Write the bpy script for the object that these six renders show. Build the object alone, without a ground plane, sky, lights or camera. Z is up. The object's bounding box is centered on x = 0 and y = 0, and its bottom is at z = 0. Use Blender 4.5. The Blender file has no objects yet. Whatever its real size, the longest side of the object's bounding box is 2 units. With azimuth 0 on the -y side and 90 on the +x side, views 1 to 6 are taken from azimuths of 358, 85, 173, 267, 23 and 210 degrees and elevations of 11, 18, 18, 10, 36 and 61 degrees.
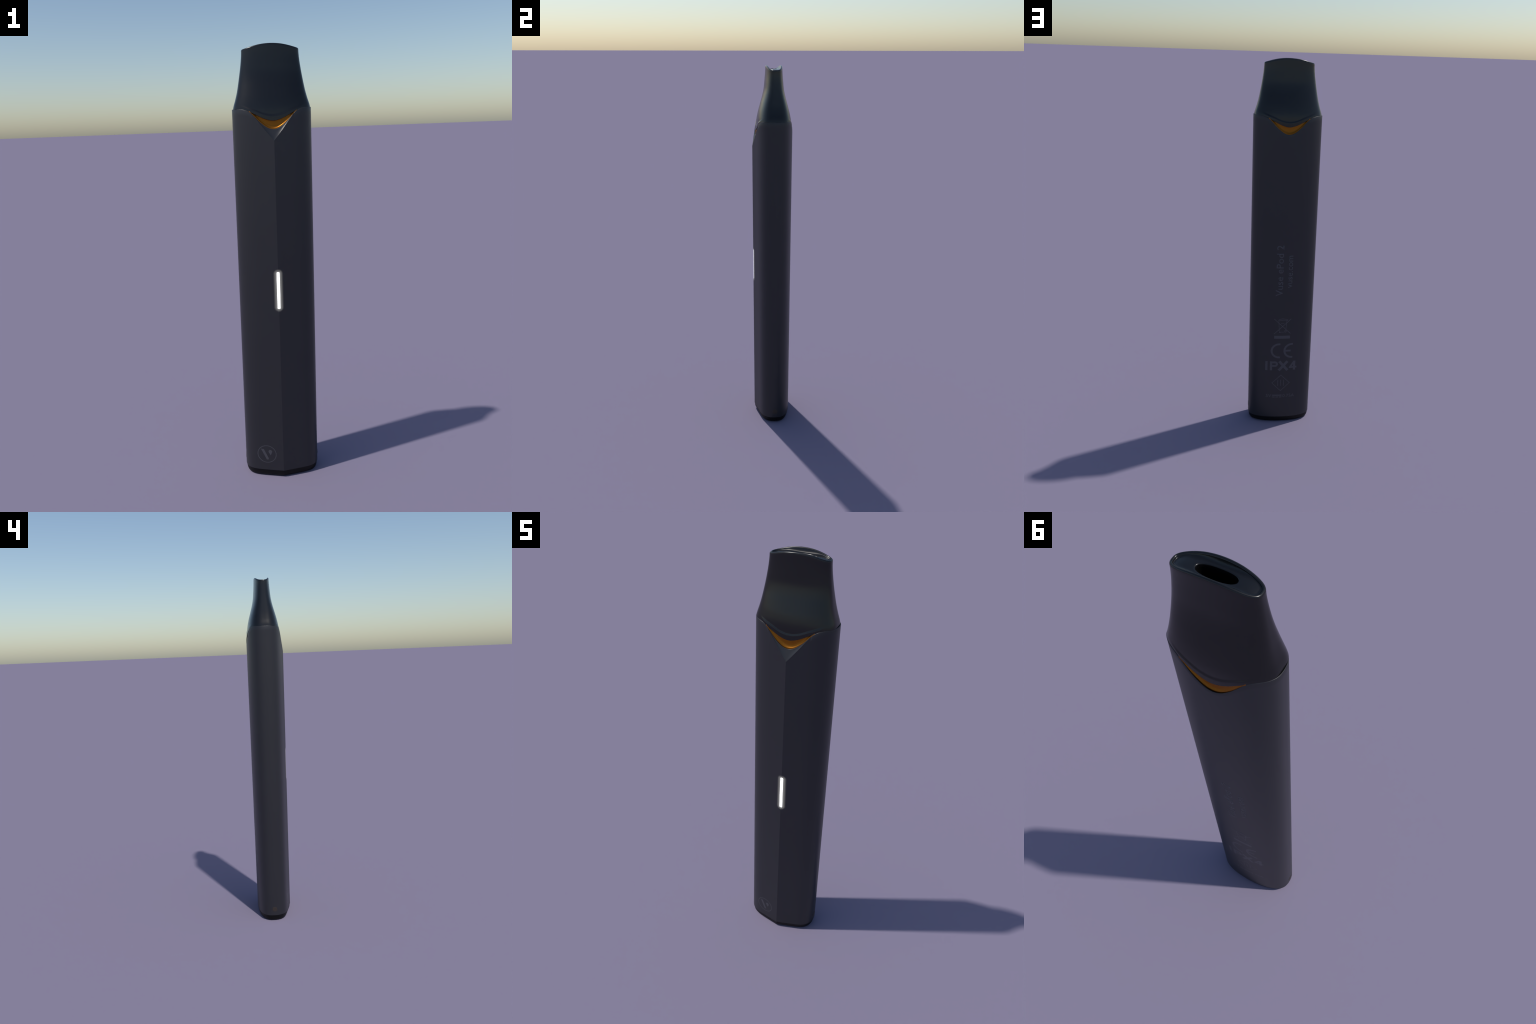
import bpy, bmesh, math
from mathutils import Vector

# ------------------------------------------------------------------ sizes
C = 0.0078            # y of the device's middle plane
HALF_W = 0.175        # half width of the body
Z_SEAM = 0.032        # base cap / body seam
FACET = 0.255         # slope of the two front facets
RIDGE = 0.1078        # ridge distance in front of the middle plane (at the seam)
BACK = 0.0928         # back distance behind the middle plane (at the seam)
P_EXP, Q_EXP = 2.1, 2.75
X_VEE = 0.0885        # half width of the V scoop
Z_APEX = 1.588        # lower tip of the V scoop
LED_Z0, LED_Z1, LED_HALF = 0.8365, 1.0075, 0.0078   # indicator strip on the ridge


def lerp_table(tab, v):
    if v <= tab[0][0]:
        return tab[0][1]
    for (a, fa), (b, fb) in zip(tab, tab[1:]):
        if v <= b:
            return fa + (fb - fa) * (v - a) / (b - a)
    return tab[-1][1]


def smooth_table(tab):
    """monotone-ish cubic (Catmull-Rom with finite-difference slopes) through control points"""
    xs = [t[0] for t in tab]
    ys = [t[1] for t in tab]
    n = len(xs)
    m = []
    for i in range(n):
        if i == 0:
            m.append((ys[1] - ys[0]) / (xs[1] - xs[0]))
        elif i == n - 1:
            m.append((ys[-1] - ys[-2]) / (xs[-1] - xs[-2]))
        else:
            h0, h1 = xs[i] - xs[i - 1], xs[i + 1] - xs[i]
            d0, d1 = (ys[i] - ys[i - 1]) / h0, (ys[i + 1] - ys[i]) / h1
            m.append((d0 * h1 + d1 * h0) / (h0 + h1))

    def f(v):
        if v <= xs[0]:
            return ys[0]
        if v >= xs[-1]:
            return ys[-1]
        i = 0
        while v > xs[i + 1]:
            i += 1
        h = xs[i + 1] - xs[i]
        t = (v - xs[i]) / h
        return (ys[i] * (1 + 2 * t) * (1 - t) ** 2 + m[i] * h * t * (1 - t) ** 2
                + ys[i + 1] * t * t * (3 - 2 * t) + m[i + 1] * h * t * t * (t - 1))
    return f


def smoothstep(a, b, v):
    t = min(1.0, max(0.0, (v - a) / (b - a)))
    return t * t * (3 - 2 * t)


def depth_scale(z, x=0.0):
    """the body deepens a little towards the top; its rounded corners less than its middle"""
    t = (z - Z_SEAM) / 1.568
    c = smoothstep(0.07, 0.165, abs(x))
    return 1.0 + 0.0515 * t * (1 - c) + (0.013 + 0.004 * t) * c


# height of the body's rim, of the mouthpiece's lower edge and of its lip crease, all over |x|
_bell = smooth_table([(-0.0242, 1.6430), (0.0, 1.6370), (0.0242, 1.6430), (0.0440, 1.6565), (0.0634, 1.6735),
                      (0.0830, 1.6945), (0.0990, 1.7100), (0.1140, 1.7192), (0.1300, 1.7240),
                      (0.1500, 1.7268), (0.1750, 1.7270)])
_pod_low = smooth_table([(-0.030, 1.6790), (0.0, 1.6728), (0.030, 1.6790), (0.057, 1.6905), (0.077, 1.7010),
                         (0.100, 1.7120), (0.120, 1.7140), (0.180, 1.7140)])
_crease = smooth_table([(-0.045, 1.7060), (0.0, 1.6975), (0.045, 1.7060), (0.072, 1.7178), (0.100, 1.7280), (0.140, 1.7445), (0.18, 1.752)])


def rim_z(x): return _bell(abs(x))
def pod_low_z(x): return _pod_low(abs(x))
def crease_z(x): return _crease(abs(x))


def vee_z(x):
    return Z_APEX + (rim_z(X_VEE) - Z_APEX) * (abs(x) / X_VEE) ** 1.04


def front_facet(x):
    """distance in front of the middle plane at the seam"""
    a = min(abs(x), HALF_W)
    d = RIDGE - FACET * a
    d -= (RIDGE - FACET * HALF_W) * (1 - math.sqrt(max(0.0, 1 - (a / HALF_W) ** 7)))    # rounds into the narrow side
    return d


def back_curve(x):
    u = min(1.0, abs(x) / HALF_W)
    return BACK * (1 - u ** P_EXP) ** (1 / Q_EXP)


def back_y(x, z):
    return C + depth_scale(z, x) * back_curve(x)


def front_y(x, z):
    return C - depth_scale(z, x) * front_facet(x)


# ------------------------------------------------------------------ cross-sections
def resample(pts, n):
    d = [0.0]
    for a, b in zip(pts, pts[1:]):
        d.append(d[-1] + math.dist(a, b))
    out, j = [], 0
    for i in range(n + 1):
        s = d[-1] * i / n
        while j < len(d) - 2 and d[j + 1] < s:
            j += 1
        t = (s - d[j]) / (d[j + 1] - d[j])
        out.append(tuple(pts[j][k] + t * (pts[j + 1][k] - pts[j][k]) for k in (0, 1)))
    return out


def quarter(fn, x0, x1, n):
    """points (x, distance) of fn over x0..x1, evenly spaced along the curve"""
    pts = []
    for i in range(1201):
        t = i / 1200
        x = x0 + (x1 - x0) * math.sin(t * math.pi / 2) if x1 >= HALF_W else x0 + (x1 - x0) * t
        if i == 1200:
            x = x1
        pts.append((x, fn(x)))
    return resample(pts, n)


def body_section():
    """closed ring (x, signed distance from the middle plane): starts at the ridge, runs +x, back, -x"""
    f1 = quarter(front_facet, 0.0, LED_HALF, 3) + quarter(front_facet, LED_HALF, X_VEE, 16)[1:]
    f2 = quarter(front_facet, X_VEE, HALF_W, 30)
    b = quarter(back_curve, 0.0, HALF_W, 44)
    half = [(x, -d) for x, d in f1] + [(x, -d) for x, d in f2[1:]] + [(x, d) for x, d in reversed(b)][1:]
    ring = half + [(-x, d) for x, d in reversed(half)][1:-1]
    return ring


def oval_section(n=44):
    """closed ring symmetric front to back, unit exponent pair blended later: returns (angle) list"""
    return [2 * math.pi * i / (4 * n) for i in range(4 * n)]


def offset_ring(ring, d):
    """moves a closed ring inward by d"""
    n = len(ring)
    out = []
    for i in range(n):
        ax, ay = ring[i - 1]
        bx, by = ring[(i + 1) % n]
        tx, ty = bx - ax, by - ay
        l = math.hypot(tx, ty) or 1.0
        # rings run counter-clockwise seen from above: inward is to the left
        out.append((ring[i][0] - ty / l * d, ring[i][1] + tx / l * d))
    return out


# ------------------------------------------------------------------ mesh helpers
def make_object(name, verts, faces, material, parent, smooth=True, sharp=None, merge=True):
    me = bpy.data.meshes.new(name)
    bm = bmesh.new()
    vs = [bm.verts.new(v) for v in verts]
    sharp_pairs = []
    for f in faces:
        q = []
        for i in f:
            if vs[i] not in q:
                q.append(vs[i])
        if len(q) > 2:
            try:
                bm.faces.new(q)
            except ValueError:
                pass
    if sharp:
        for a, b in sharp:
            e = bm.edges.get((vs[a], vs[b]))
            if e:
                e.smooth = False
    if merge:
        bmesh.ops.remove_doubles(bm, verts=bm.verts, dist=1e-6)
        bmesh.ops.dissolve_degenerate(bm, edges=bm.edges, dist=1e-7)
    bmesh.ops.recalc_face_normals(bm, faces=bm.faces)
    for f in bm.faces:
        f.smooth = smooth
    bm.to_mesh(me)
    bm.free()
    me.materials.append(material)
    ob = bpy.data.objects.new(name, me)
    bpy.context.scene.collection.objects.link(ob)
    if parent:
        ob.parent = parent
    return ob


def loft(rings, cap_first=False, cap_last=False):
    n = len(rings[0])
    verts = [v for r in rings for v in r]
    faces = []
    for k in range(len(rings) - 1):
        for i in range(n):
            j = (i + 1) % n
            faces.append((k * n + i, k * n + j, (k + 1) * n + j, (k + 1) * n + i))
    if cap_first:
        faces.append(tuple(range(n)))
    if cap_last:
        faces.append(tuple((len(rings) - 1) * n + i for i in range(n)))
    return verts, faces


# ------------------------------------------------------------------ materials
def new_material(name):
    m = bpy.data.materials.new(name)
    m.use_nodes = True
    nt = m.node_tree
    return m, nt, nt.nodes["Principled BSDF"]


def grain(nt, bsdf, base, amount, scale, bump=0.0, rough=None, rough_var=0.0):
    tc = nt.nodes.new("ShaderNodeTexCoord")
    noise = nt.nodes.new("ShaderNodeTexNoise")
    noise.inputs["Scale"].default_value = scale
    noise.inputs["Detail"].default_value = 4
    nt.links.new(tc.outputs["Object"], noise.inputs["Vector"])
    ramp = nt.nodes.new("ShaderNodeValToRGB")
    ramp.color_ramp.elements[0].position = 0.3
    ramp.color_ramp.elements[1].position = 0.7
    ramp.color_ramp.elements[0].color = [c * (1 - amount) for c in base] + [1]
    ramp.color_ramp.elements[1].color = [c * (1 + amount) for c in base] + [1]
    nt.links.new(noise.outputs["Fac"], ramp.inputs["Fac"])
    nt.links.new(ramp.outputs["Color"], bsdf.inputs["Base Color"])
    if rough is not None:
        mr = nt.nodes.new("ShaderNodeMapRange")
        mr.inputs["To Min"].default_value = rough - rough_var
        mr.inputs["To Max"].default_value = rough + rough_var
        nt.links.new(noise.outputs["Fac"], mr.inputs["Value"])
        nt.links.new(mr.outputs["Result"], bsdf.inputs["Roughness"])
    if bump:
        bp = nt.nodes.new("ShaderNodeBump")
        bp.inputs["Strength"].default_value = bump
        bp.inputs["Distance"].default_value = 0.001
        nt.links.new(noise.outputs["Fac"], bp.inputs["Height"])
        nt.links.new(bp.outputs["Normal"], bsdf.inputs["Normal"])
    return tc



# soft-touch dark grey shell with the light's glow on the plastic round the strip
SHELL, nt, bsdf = new_material("soft_touch_graphite")
tc = grain(nt, bsdf, (0.0195, 0.0195, 0.0235), 0.05, 600.0, 0.0, 0.40, 0.02)
bsdf.inputs["Specular IOR Level"].default_value = 0.5


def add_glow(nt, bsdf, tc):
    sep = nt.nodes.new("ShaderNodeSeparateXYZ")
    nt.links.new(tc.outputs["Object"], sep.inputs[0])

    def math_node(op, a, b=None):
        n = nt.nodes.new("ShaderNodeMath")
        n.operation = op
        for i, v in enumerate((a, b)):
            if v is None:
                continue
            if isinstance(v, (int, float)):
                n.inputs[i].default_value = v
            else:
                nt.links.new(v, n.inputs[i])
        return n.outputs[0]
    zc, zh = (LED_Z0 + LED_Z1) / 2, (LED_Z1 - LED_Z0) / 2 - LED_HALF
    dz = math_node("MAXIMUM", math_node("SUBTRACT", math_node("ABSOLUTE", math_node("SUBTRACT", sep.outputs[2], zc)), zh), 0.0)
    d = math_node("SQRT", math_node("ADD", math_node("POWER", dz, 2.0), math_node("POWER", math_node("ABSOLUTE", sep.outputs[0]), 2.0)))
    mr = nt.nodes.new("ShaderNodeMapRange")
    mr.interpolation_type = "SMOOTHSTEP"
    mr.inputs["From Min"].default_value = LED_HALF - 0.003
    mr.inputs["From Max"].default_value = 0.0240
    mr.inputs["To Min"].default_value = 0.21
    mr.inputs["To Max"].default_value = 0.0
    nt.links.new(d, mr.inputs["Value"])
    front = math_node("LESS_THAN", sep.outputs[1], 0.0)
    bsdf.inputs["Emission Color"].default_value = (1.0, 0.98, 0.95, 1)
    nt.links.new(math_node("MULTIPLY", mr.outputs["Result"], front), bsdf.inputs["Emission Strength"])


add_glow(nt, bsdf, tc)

POD, nt, bsdf = new_material("smoky_black_polished_plastic")
grain(nt, bsdf, (0.0052, 0.0052, 0.0060), 0.06, 40.0, 0.0, 0.24, 0.01)
bsdf.inputs["Specular IOR Level"].default_value = 0.5

ORANGE, nt, bsdf = new_material("burnt_orange_metallic_lacquer")
grain(nt, bsdf, (0.30, 0.108, 0.011), 0.06, 200.0, 0.0, 0.43, 0.02)
bsdf.inputs["Metallic"].default_value = 0.9

CAP, nt, bsdf = new_material("matt_black_plastic")
grain(nt, bsdf, (0.0038, 0.0038, 0.0040), 0.08, 300.0, 0.0, 0.5, 0.03)
bsdf.inputs["Specular IOR Level"].default_value = 0.22

VOID, nt, bsdf = new_material("dark_airway")
grain(nt, bsdf, (0.0015, 0.0015, 0.0015), 0.1, 60.0, 0.0, 0.8, 0.02)
bsdf.inputs["Specular IOR Level"].default_value = 0.1

INK, nt, bsdf = new_material("grey_pad_print")
grain(nt, bsdf, (0.062, 0.062, 0.071), 0.05, 500.0, 0.0, 0.40, 0.02)

INLET, nt, bsdf = new_material("brown_tinted_inlet")
grain(nt, bsdf, (0.034, 0.024, 0.018), 0.1, 300.0, 0.0, 0.5, 0.02)

LIGHT, nt, bsdf = new_material("white_indicator_light")
bsdf.inputs["Base Color"].default_value = (0.9, 0.9, 0.9, 1)
bsdf.inputs["Emission Color"].default_value = (1, 1, 1, 1)
bsdf.inputs["Emission Strength"].default_value = 1.6

# ------------------------------------------------------------------ the thing
device = bpy.data.objects.new("electronic_cigarette", None)
device.empty_display_size = 0.2
bpy.context.scene.collection.objects.link(device)
device["label"] = "slim dark grey pod vaporiser with glossy black mouthpiece"
device["category"] = "electronic cigarette"

# ------------------------------------------------------------------ body shell
ring = body_section()
N = len(ring)


def at(ring_, i, z):
    x, d = ring_[i]
    return (x, C + depth_scale(z, x) * d, z)


def is_front(i): return ring[i][1] < 0
def in_vee(i): return is_front(i) and abs(ring[i][0]) < X_VEE + 1e-6


def top_z(i):
    x = ring[i][0]
    return vee_z(x) if in_vee(i) else rim_z(x)


verts, faces, sharp = [], [], []
# level rows up to 1.5 m, with extra rows where the ridge is planed flat for the light strip; then rows that fan out to the rim
SLOT = (LED_Z0 - 0.005, LED_Z0 + 0.0005, LED_Z1 - 0.0005, LED_Z1 + 0.005)
levels = sorted([Z_SEAM, Z_SEAM + 0.002] + [0.07 + 1.43 * k / 52 for k in range(53)] + list(SLOT))
fan = [k / 10 for k in range(1, 11)]


def wall(i, z):
    x, y, _ = at(ring, i, z)
    if is_front(i) and abs(x) < LED_HALF and SLOT[0] + 1e-6 < z < SLOT[3] - 1e-6:
        y = front_y(LED_HALF, z) + 0.0005
    return (x, y, z)


low = offset_ring(ring, 0.0016)
rows = [[(low[i][0], C + low[i][1], Z_SEAM - 0.0008) for i in range(N)],
        [(offset_ring(ring, 0.0005)[i][0], C + offset_ring(ring, 0.0005)[i][1], Z_SEAM - 0.0003) for i in range(N)]]
for z in levels:
    rows.append([wall(i, z) for i in range(N)])
for t in fan:
    rows.append([at(ring, i, 1.5 + (top_z(i) - (0.0 if in_vee(i) else 0.0016) - 1.5) * t) for i in range(N)])
verts, faces = loft(rows)
n_rows = len(rows)
for k in range(1, n_rows - 1):                      # the front ridge stays crisp
    sharp.append((k * N, (k + 1) * N))


def scoop_top_y(x, z):
    mirror = C - depth_scale(z, x) * back_curve(x)
    return max(mirror, front_y(x, z))


# rim loop of the outer surface (upper edge of the scoop in front, of the wall elsewhere)
rim_loop = []
for i in range(N):
    x = ring[i][0]
    z = rim_z(x)
    if in_vee(i):
        rim_loop.append((x, scoop_top_y(x, z) - C, z))
    else:
        rim_loop.append((x, depth_scale(z, x) * ring[i][1], z))
# scoop strips between the V edge and the rim
vee_cols = [i for i in range(N) if in_vee(i)]
vee_cols.sort(key=lambda i: ring[i][0])
S_ROWS = 10
base = len(verts)
top_row = (n_rows - 1) * N
idx = {}
for c_i, i in enumerate(vee_cols):
    x = ring[i][0]
    a = Vector(at(ring, i, top_z(i)))
    b = Vector((x, C + rim_loop[i][1], rim_loop[i][2] - 0.0016))
    if b.z < a.z:
        b.z = a.z
    idx[i] = [top_row + i]
    for s in range(1, S_ROWS + 1):
        idx[i].append(len(verts))
        p = a.lerp(b, s / S_ROWS)
        p.y = a.y + (b.y - a.y) * (1 - (1 - s / S_ROWS) ** (1 + 1.1 * abs(x) / X_VEE))
        verts.append(tuple(p))
for a, b in zip(vee_cols, vee_cols[1:]):
    for s in range(S_ROWS):
        faces.append((idx[a][s], idx[b][s], idx[b][s + 1], idx[a][s + 1]))
    sharp.append((top_row + a, top_row + b))
# rounded lip and the inner wall
outer_ids = [idx[i][-1] if in_vee(i) else top_row + i for i in range(N)]
ring_top = [(p[0], p[1]) for p in rim_loop]
prev = outer_ids
for off, dz in ((0.0004, -0.0006), (0.0014, 0.0), (0.0024, -0.0006), (0.0030, -0.0015), (0.0046, -0.0024), (0.0046, -0.06)):
    o = offset_ring(ring_top, off)
    cur = []
    for i in range(N):
        cur.append(len(verts))
        verts.append((o[i][0], C + o[i][1], rim_loop[i][2] + dz))
    for i in range(N):
        j = (i + 1) % N
        faces.append((prev[i], prev[j], cur[j], cur[i]))
    prev = cur
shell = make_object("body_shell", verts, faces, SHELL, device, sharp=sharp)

# ------------------------------------------------------------------ base cap
rows = []
for off, z in ((0.010, 0.036), (0.0030, 0.036), (0.0012, 0.0318), (0.0017, 0.0300), (0.0034, 0.0180), (0.0052, 0.0095), (0.0074, 0.0045),
               (0.0100, 0.0016), (0.0140, 0.0003), (0.0190, 0.0)):
    o = offset_ring(ring, off)
    rows.append([(p[0], C + p[1], z) for p in o])
o = rows[-1]
for k in (0.75, 0.5, 0.25):
    rows.append([(p[0] * k, C + (p[1] - C) * k, 0.0) for p in o])
v, f = loft(rows, cap_last=True)
cap_sharp = [(k * N, (k + 1) * N) for k in range(2, 9)]
make_object("base_cap", v, f, CAP, device, sharp=cap_sharp)

# ------------------------------------------------------------------ mouthpiece
pod_a = smooth_table([(1.66, 0.1722), (1.700, 0.1722), (1.722, 0.1717), (1.735, 0.1690), (1.768, 0.1588), (1.800, 0.1503), (1.833, 0.1437),
                      (1.866, 0.1378), (1.898, 0.1326), (1.930, 0.1282), (1.962, 0.1254), (2.000, 0.1250)])
pod_b = smooth_table([(1.66, 0.0930), (1.688, 0.0918), (1.705, 0.0908), (1.725, 0.0888), (1.765, 0.0808), (1.805, 0.0697), (1.845, 0.0585),
                      (1.880, 0.0510), (1.920, 0.0468), (1.960, 0.0438), (2.000, 0.0418)])
PN = 176


def pod_point(ang, z, lip=True):
    w = 1 - smoothstep(1.74, 1.95, z)
    neck = smoothstep(1.74, 1.82, z) * (1 - smoothstep(1.88, 1.97, z))
    p = 2.08 + 0.22 * w + 0.16 * neck
    q = 2.85 + 0.35 * w + 0.15 * neck
    a, b = pod_a(z), pod_b(z)
    ca, sa = math.cos(ang), math.sin(ang)
    x = a * math.copysign(abs(ca) ** (2 / p), ca)
    y = b * math.copysign(abs(sa) ** (2 / q), sa)
    if lip:
        zc = crease_z(x)
        fade = 1 - smoothstep(0.090, 0.145, abs(x))
        tuck = 1 - 0.03 * smoothstep(0.1, 0.12, abs(x)) * (1 - smoothstep(rim_z(x) - 0.005, rim_z(x) - 0.001, z))
        x, y = x * tuck, y * tuck            # the skirt slips inside the shell
        y += math.copysign(1, sa) * fade * (0.0027 * (1 - smoothstep(zc - 0.006, zc + 0.003, z)) if abs(sa) > 1e-9 else 0)
    return x, y


def even_angles(z, n):
    """angles that space the section evenly along its outline"""
    dense = [2 * math.pi * k / 7200 for k in range(7201)]
    pts = [pod_point(t, z, lip=False) for t in dense]
    d = [0.0]
    for a, b in zip(pts, pts[1:]):
        d.append(d[-1] + math.dist(a, b))
    out, j = [], 0
    for i in range(n):
        s = d[-1] * i / n
        while d[j + 1] < s:
            j += 1
        t = (s - d[j]) / (d[j + 1] - d[j])
        out.append(dense[j] + t * (dense[j + 1] - dense[j]))
    return out


ang_top, ang_low = even_angles(1.97, PN), even_angles(1.72, PN)


_saddle = smooth_table([(-0.03, 0.0014), (0.0, 0.0), (0.03, 0.0014), (0.05, 0.0039), (0.08, 0.0101), (0.10, 0.0152), (0.115, 0.0188), (0.127, 0.0213)])


def saddle(x): return 2.0 - _saddle(abs(x))


def pod_ring(v):
    out = []
    for i in range(PN):
        ang = ang_low[i] + (ang_top[i] - ang_low[i]) * smoothstep(0.1, 0.9, v)
        x0, _ = pod_point(ang_low[i], pod_low_z(0.17 * math.cos(ang_low[i])), False)
        x1, _ = pod_point(ang_top[i], 1.98, False)
        zl = pod_low_z(x0)
        zt = saddle(x1) - 0.0056
        # lower rows follow the wavy lower edge, upper rows the saddle
        z = zl + (zt - zl) * v
        x, y = pod_point(ang, z)
        out.append((x, C + y, z))
    return out


vs_rows = [0.0] + [0.004 + 0.146 * k / 26 for k in range(27)] + [0.15 + 0.85 * k / 44 for k in range(1, 45)]
rings = [pod_ring(v_) for v_ in vs_rows]
top_ring = rings[-1]
flat = [(p[0], p[1]) for p in top_ring]


def inset(ring3, off, dz, scale_z=1.0):
    o = offset_ring([(p[0], p[1]) for p in ring3], off)
    return [(o[i][0], o[i][1], ring3[i][2] + dz) for i in range(len(o))]


# underside, hidden behind the collar
under = [inset(rings[0], 0.0008, -0.0003), inset(rings[0], 0.004, -0.0001), inset(rings[0], 0.018, 0.0015)]
rings = list(reversed(under)) + rings
# rolled rim
for off, dz in ((0.0004, 0.0022), (0.0014, 0.0040), (0.0030, 0.0052), (0.0050, 0.0056), (0.0068, 0.0050), (0.0082, 0.0036), (0.0090, 0.0018), (0.0095, 0.0002)):
    rings.append(inset(top_ring, off, dz))
# dished floor running from the rim to the slot
HOLE_A, HOLE_B, HOLE_Z = 0.056, 0.0180, 1.9815
dish_outer = rings[-1]


def hole_pt(i, grow=0.0):
    x, y, _ = dish_outer[i]
    t = math.atan2((y - C) / 0.034, x / 0.117)
    c_, s_ = math.cos(t), math.sin(t)
    return ((HOLE_A + grow) * math.copysign(abs(c_) ** 0.82, c_), C + (HOLE_B + grow) * math.copysign(abs(s_) ** 0.82, s_))


for s in (0.12, 0.25, 0.4, 0.55, 0.7, 0.85, 0.95):
    cur = []
    for i in range(PN):
        a = dish_outer[i]
        hx, hy = hole_pt(i, 0.0025)
        x, y = a[0] + (hx - a[0]) * s, a[1] + (hy - a[1]) * s
        z_edge = a[2]
        z_in = HOLE_Z + 0.0005
        z = z_edge + (z_in - z_edge) * (1 - (1 - s) ** 2.4)
        cur.append((x, y, z))
    rings.append(cur)
for grow, z in ((0.0016, HOLE_Z - 0.0002), (0.0006, HOLE_Z - 0.0014), (0.0, HOLE_Z - 0.004), (0.0, HOLE_Z - 0.012)):
    rings.append([(*hole_pt(i, grow), z) for i in range(PN)])
v, f = loft(rings, cap_first=True)
mouthpiece = make_object("mouthpiece", v, f, POD, device)

# airway tube inside the slot
rows = []
for grow, z in ((0.0006, HOLE_Z - 0.008), (0.0, HOLE_Z - 0.010), (-0.001, 1.90), (-0.004, 1.80)):
    rows.append([(*hole_pt(i, grow), z) for i in range(PN)])
v, f = loft(rows[1:], cap_last=True)
make_object("airway", v, f, VOID, mouthpiece)

# ------------------------------------------------------------------ orange collar
base_ring = []
for i in range(PN):
    x, y = pod_point(ang_low[i], 1.70, False)
    k = HALF_W / 0.1722
    base_ring.append((x * k, y * 0.0965 / pod_b(1.70)))
rows = []
for off, dz in ((0.0034, -0.030), (0.0034, -0.003), (0.0037, 0.0015), (0.0041, 0.0032), (0.0047, 0.0042), (0.0060, 0.0056), (0.0075, 0.0080), (0.0088, 0.0115),
                (0.0096, 0.0160), (0.0100, 0.0220), (0.0102, 0.0320), (0.0102, 0.0500)):
    cur = []
    for i in range(PN):
        x, d = base_ring[i]
        g = 1 - smoothstep(0.100, 0.125, abs(x))          # sinks out of sight at the narrow sides
        k = 1 - (off + 0.010 * (1 - g)) / math.hypot(x * 0.6, d)
        cur.append((x * (1 - (1 - g) * 0.06), C + d * k, min(rim_z(x) + dz * (0.25 + 0.75 * g) - 0.012 * (1 - g), pod_low_z(x) + 0.005)))
    rows.append(cur)
v, f = loft(rows)
make_object("collar", v, f, ORANGE, device)

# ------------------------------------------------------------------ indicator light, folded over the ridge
cols = [-1.0, -0.86, -0.6, -0.3, 0.0, 0.3, 0.6, 0.86, 1.0]
r_c = 0.0052
verts, faces = [], []
zs = []
steps = 8
for k in range(steps + 1):
    zs.append(LED_Z0 + r_c * (1 - math.cos(k / steps * math.pi / 2)))
zs += [LED_Z0 + r_c + (LED_Z1 - LED_Z0 - 2 * r_c) * k / 12 for k in range(1, 12)]
zs += [LED_Z1 - (z - LED_Z0) for z in reversed(zs[:steps + 1])]


def led_half(z):
    e = min(z - LED_Z0, LED_Z1 - z)
    if e >= r_c:
        return LED_HALF
    return LED_HALF - r_c + math.sqrt(max(0.0, r_c ** 2 - (r_c - e) ** 2))


nc = len(cols)
for layer, (lift, shrink) in enumerate(((-0.003, 0.0), (-0.0003, 0.0), (-0.0001, 0.0004))):
    for z in zs:
        h = max(0.0002, 0.87 * led_half(z) - shrink)
        for c_ in cols:
            x = h * c_
            verts.append((x, front_y(LED_HALF, z) - lift, z))
nz = len(zs)
for k in range(nz - 1):
    for c_ in range(nc - 1):
        b0 = 2 * nz * nc
        faces.append((b0 + k * nc + c_, b0 + k * nc + c_ + 1, b0 + (k + 1) * nc + c_ + 1, b0 + (k + 1) * nc + c_))
        faces.append((k * nc + c_, k * nc + c_ + 1, (k + 1) * nc + c_ + 1, (k + 1) * nc + c_))
border = [c_ for c_ in range(nc)] + [k * nc + nc - 1 for k in range(1, nz)] + [(nz - 1) * nc + c_ for c_ in range(nc - 2, -1, -1)] + [k * nc for k in range(nz - 2, 0, -1)]
for layer in range(2):
    for a, b in zip(border, border[1:] + border[:1]):
        faces.append((layer * nz * nc + a, layer * nz * nc + b, (layer + 1) * nz * nc + b, (layer + 1) * nz * nc + a))
make_object("indicator_light", verts, faces, LIGHT, device, merge=False)

# ------------------------------------------------------------------ air inlets on both narrow sides
rows = []
for r, d in ((0.0145, -0.004), (0.0145, -0.0001), (0.0142, 0.0002), (0.0134, 0.0003), (0.0110, 0.0003), (0.0060, 0.0003), (0.0010, 0.0003)):
    rows.append([(d, r * math.cos(2 * math.pi * k / 40), r * math.sin(2 * math.pi * k / 40)) for k in range(40)])
v, f = loft(rows, cap_last=True)
inlet = make_object("air_inlet", v, f, INLET, device)
inlet.location = (HALF_W, C, 0.0705)
other = inlet.copy()
other.name = "air_inlet"
other.location = (-HALF_W, C, 0.0705)
other.rotation_euler = (0, 0, math.pi)
bpy.context.scene.collection.objects.link(other)


# ------------------------------------------------------------------ printed marks
def stroke(points, width, closed=False):
    """quads along a polyline, mitred"""
    n = len(points)
    left, right = [], []
    for i in range(n):
        p = Vector(points[i])
        a = Vector(points[i - 1]) if (i > 0 or closed) else None
        b = Vector(points[(i + 1) % n]) if (i < n - 1 or closed) else None
        d0 = (p - a).normalized() if a is not None else None
        d1 = (b - p).normalized() if b is not None else None
        if d0 is None:
            d0 = d1
        if d1 is None:
            d1 = d0
        t = (d0 + d1).normalized()
        nrm = Vector((-t.y, t.x))
        k = width / 2 / max(0.4, nrm.dot(Vector((-d0.y, d0.x))))
        left.append(p + nrm * k)
        right.append(p - nrm * k)
    polys = []
    for i in range(n if closed else n - 1):
        j = (i + 1) % n
        polys.append([left[i], left[j], right[j], right[i]])
    return [polys]


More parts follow.
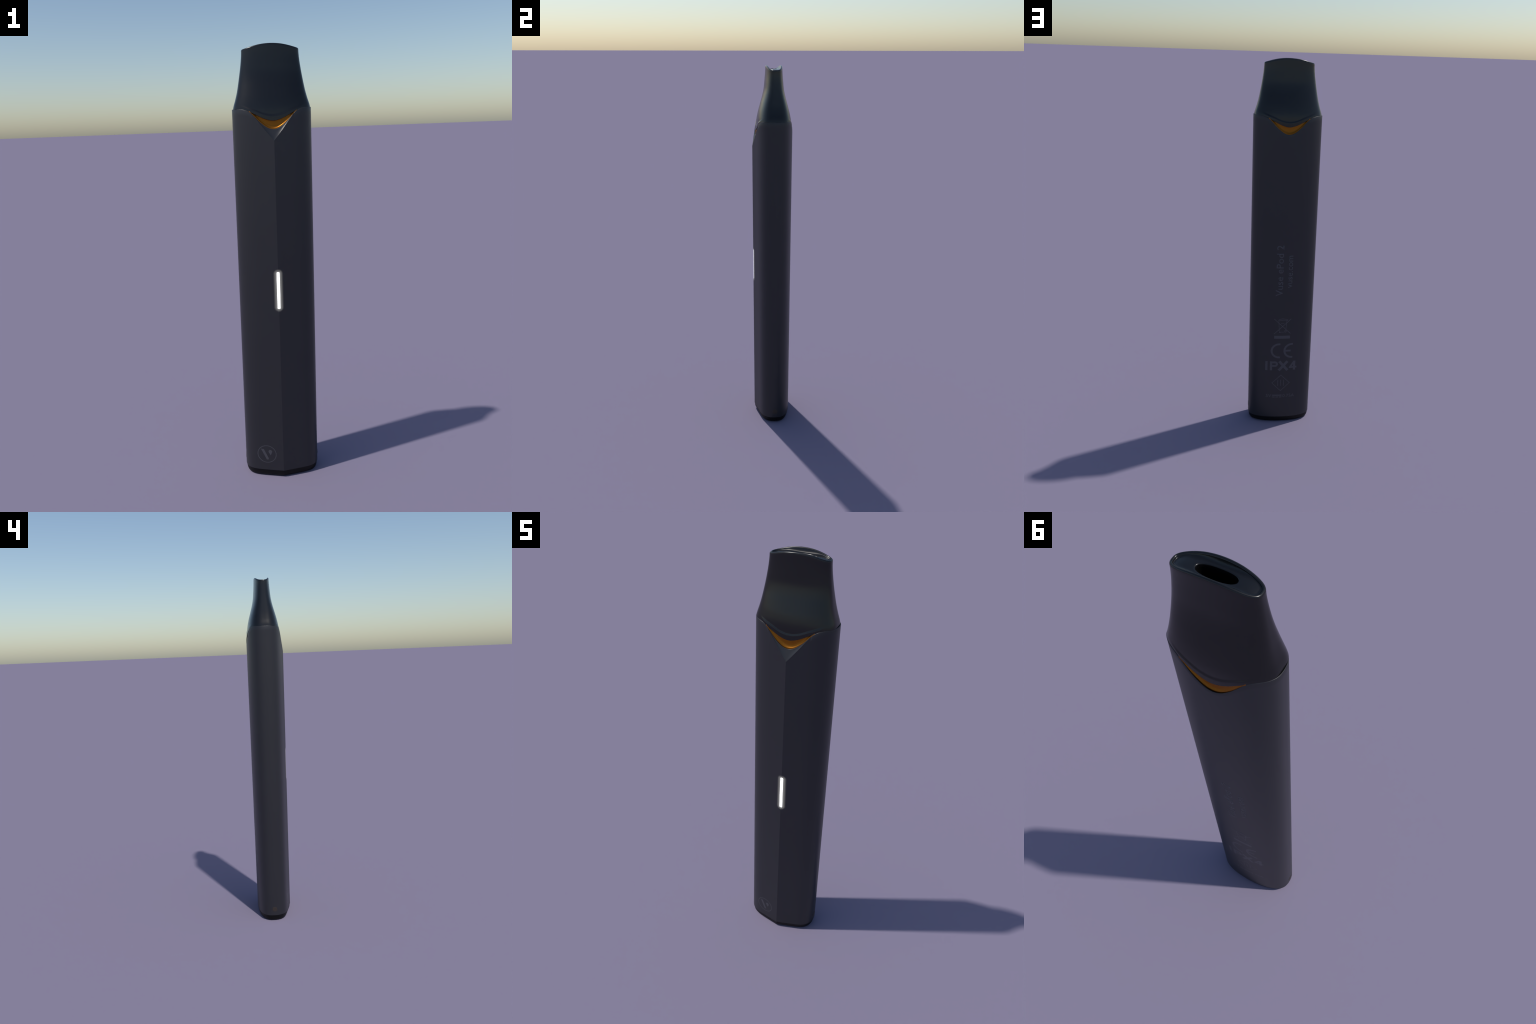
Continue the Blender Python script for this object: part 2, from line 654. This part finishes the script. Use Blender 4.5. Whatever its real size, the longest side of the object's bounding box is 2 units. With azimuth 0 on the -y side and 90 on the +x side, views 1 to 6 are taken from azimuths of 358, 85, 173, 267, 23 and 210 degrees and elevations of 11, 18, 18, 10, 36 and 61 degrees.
def arc(cx, cz, r, a0, a1, n=28):
    return [(cx + r * math.cos(math.radians(a0 + (a1 - a0) * k / n)), cz + r * math.sin(math.radians(a0 + (a1 - a0) * k / n))) for k in range(n + 1)]


def rect(x0, z0, x1, z1):
    return [[[Vector((x0, z0)), Vector((x1, z0)), Vector((x1, z1)), Vector((x0, z1))]]]


def print_mark(name, bm, surface, outward):
    """lays a flat figure (x, z plane of bm, y = 0) on a surface as a thin raised print"""
    step = 0.008
    xs = [v.co.x for v in bm.verts]
    k = math.floor(min(xs) / step)
    while k * step < max(xs):
        bmesh.ops.bisect_plane(bm, geom=bm.verts[:] + bm.edges[:] + bm.faces[:], plane_co=(k * step, 0, 0), plane_no=(1, 0, 0))
        k += 1
    bmesh.ops.triangulate(bm, faces=[f for f in bm.faces if len(f.verts) > 4])
    top = bm.faces[:]
    ext = bmesh.ops.extrude_face_region(bm, geom=top, use_keep_orig=True)
    under_v = {e for e in ext["geom"] if isinstance(e, bmesh.types.BMVert)}
    for v in bm.verts:
        lift = -0.0012 if v in under_v else 0.00012
        v.co.y = surface(v.co.x, v.co.z) + outward * (lift + v.co.y)
    bmesh.ops.recalc_face_normals(bm, faces=bm.faces)
    me = bpy.data.meshes.new(name)
    bm.to_mesh(me)
    bm.free()
    me.materials.append(INK)
    ob = bpy.data.objects.new(name, me)
    bpy.context.scene.collection.objects.link(ob)
    ob.parent = shell
    return ob


def figure(name, polys, surface, outward):
    bm = bmesh.new()
    for k, group in enumerate(polys):
        new = []
        for p in group:
            # strokes that cross lie at slightly different heights (kept in y until the print is laid on)
            vs_ = [bm.verts.new((q[0], k * 0.00002, q[1])) for q in p]
            bm.faces.new(vs_)
            new += vs_
        bmesh.ops.remove_doubles(bm, verts=new, dist=1e-6)
    return print_mark(name, bm, surface, outward)


def lettering(name, text, place, size_u, size_v, weight=0.0, spacing=1.0):
    """built-in font; the text box is fitted to size_u (along the line) x size_v (up), then placed by place(u, v) -> (x, z)"""
    cu = bpy.data.curves.new(name, "FONT")
    cu.body = text
    cu.resolution_u = 4
    cu.fill_mode = "FRONT"
    cu.offset = weight
    cu.space_character = spacing
    ob = bpy.data.objects.new(name, cu)
    bpy.context.scene.collection.objects.link(ob)
    dg = bpy.context.evaluated_depsgraph_get()
    me = bpy.data.meshes.new_from_object(ob.evaluated_get(dg))
    bpy.data.objects.remove(ob)
    bpy.data.curves.remove(cu)
    bm = bmesh.new()
    bm.from_mesh(me)
    bpy.data.meshes.remove(me)
    us = [v.co.x for v in bm.verts]
    vs_ = [v.co.y for v in bm.verts]
    u0, u1, v0, v1 = min(us), max(us), min(vs_), max(vs_)
    for v in bm.verts:
        x, z = place((v.co.x - u0) / (u1 - u0) * size_u, (v.co.y - v0) / (v1 - v0) * size_v)
        v.co = (x, 0, z)
    return print_mark(name, bm, back_y, 1)


# two upright lines of lettering that read upward
lettering("model_lettering", "Vuse ePod 2", lambda u, v: (0.0052 + v, 0.7750 + u), 0.2865, 0.0385, 0.008)
lettering("web_address_lettering", "vuse.com", lambda u, v: (-0.0442 + v, 0.8220 + u), 0.1825, 0.0222, 0.004)
# rating line
Z0, Z1, W = 0.3290, 0.3850, 0.0125
polys = rect(0.0889, Z0, 0.0889 - W, Z1) + rect(0.0630, Z0, 0.0630 - W, Z1)
polys += stroke([(0.0520, Z1 - 0.0060), (0.0365, Z1 - 0.0060)] + [(0.0350 - 0.0110 * math.sin(math.radians(t)), Z1 - 0.0170 + 0.0110 * math.cos(math.radians(t))) for t in range(10, 171, 16)] + [(0.0365, Z1 - 0.0280), (0.0520, Z1 - 0.0280)], 0.0115)
polys += stroke([(0.0115, Z1), (-0.0360, Z0)], 0.0150) + stroke([(-0.0340, Z1), (0.0135, Z0)], 0.0150)
polys += stroke([(-0.0735, Z0), (-0.0735, Z1)], W) + stroke([(-0.0870, 0.3465), (-0.0440, 0.3465)], 0.0098)
polys += stroke([(-0.0475, 0.3445), (-0.0720, Z1 - 0.0040)], 0.0105)
figure("protection_rating_lettering", polys, back_y, 1)
# crossed-out waste bin with the bar below it
polys = stroke([(0.0463, 0.6417), (-0.0453, 0.5540)], 0.0034) + stroke([(-0.0462, 0.6415), (0.0460, 0.5527)], 0.0034)
polys += stroke([(0.0250, 0.6340), (-0.0280, 0.6340)], 0.0024)
polys += stroke([(0.0215, 0.6370), (0.0130, 0.6405), (0.0, 0.6420), (-0.0150, 0.6405), (-0.0250, 0.6370)], 0.0024)
polys += stroke([(0.0215, 0.6335), (0.0170, 0.5630), (-0.0090, 0.5640)], 0.0024)
polys += stroke([(-0.0225, 0.6335), (-0.0185, 0.5745)], 0.0024)
polys += stroke(arc(-0.0165, 0.5685, 0.0062, 0, 360, 20)[:-1], 0.0022, True)
polys += stroke(arc(-0.0165, 0.5685, 0.0018, 0, 360, 10)[:-1], 0.0012, True)
polys += stroke([(0.0090, 0.6155), (-0.0090, 0.6155)], 0.0022)
polys += rect(0.0120, 0.5600, 0.0180, 0.5640) + rect(-0.0290, 0.6320, -0.0240, 0.6390)
polys += rect(0.0060, 0.6410, -0.0080, 0.6440)
figure("crossed_bin_mark", polys, back_y, 1)
figure("bin_bar_mark", rect(0.0443, 0.5240, -0.0432, 0.5415), back_y, 1)
# conformity mark: two open rings
polys = stroke([(0.0090, 0.4903)] + arc(0.0160, 0.4500, 0.0398, 88, -88, 36) + [(0.0090, 0.4097)], 0.0108)
polys += stroke([(-0.0610, 0.4903)] + arc(-0.0550, 0.4500, 0.0398, 88, -88, 36) + [(-0.0610, 0.4097)], 0.0108)
polys += stroke([(-0.0195, 0.4500), (-0.0498, 0.4500)], 0.0108)
figure("conformity_mark", polys, back_y, 1)
# diamond with three upright strokes
polys = stroke([(0, 0.2995), (0.0495, 0.2500), (0, 0.2000), (-0.0495, 0.2500)], 0.0031, True)
for x in (0.0160, 0.0, -0.0165):
    polys += stroke([(x, 0.2310), (x, 0.2700)], 0.0030)
figure("diamond_mark", polys, back_y, 1)
# supply line: volts, direct-current sign, amperes
lettering("voltage_lettering", "5V", lambda u, v: (0.0815 - u, 0.1585 + v), 0.0310, 0.0190, 0.0)
polys = rect(0.0462, 0.1680, -0.0076, 0.1748)
for a, b in ((0.0462, 0.0310), (0.0262, 0.0120), (0.0074, -0.0076)):
    polys += rect(a, 0.1575, b, 0.1628)
figure("direct_current_mark", polys, back_y, 1)
lettering("ampere_lettering", "0.75A", lambda u, v: (-0.0130 - u, 0.1585 + v), 0.0668, 0.0190, 0.0)

# round emblem low on the left front facet: ring, slanted stem, drop
EX, EZ = -0.0772, 0.1135
polys = stroke(arc(EX, EZ, 0.0430, 0, 360, 64)[:-1], 0.0030, True)
stem = [(-0.1050, 0.1385), (-0.0918, 0.1385), (-0.0702, 0.0925)]
stem += [(-0.0755 + 0.0057 * math.cos(math.radians(a)), 0.0905 + 0.0057 * math.sin(math.radians(a))) for a in (0, -35, -70, -105, -140, -170)]
polys += [[[Vector(p) for p in stem]]]
drop = [(-0.0598, 0.1085)] + [(-0.0612 + 0.0086 * math.cos(math.radians(a)), 0.1270 + 0.0086 * math.sin(math.radians(a))) for a in range(-15, 196, 15)]
polys += [[[Vector(p) for p in drop]]]
figure("emblem", polys, front_y, -1)
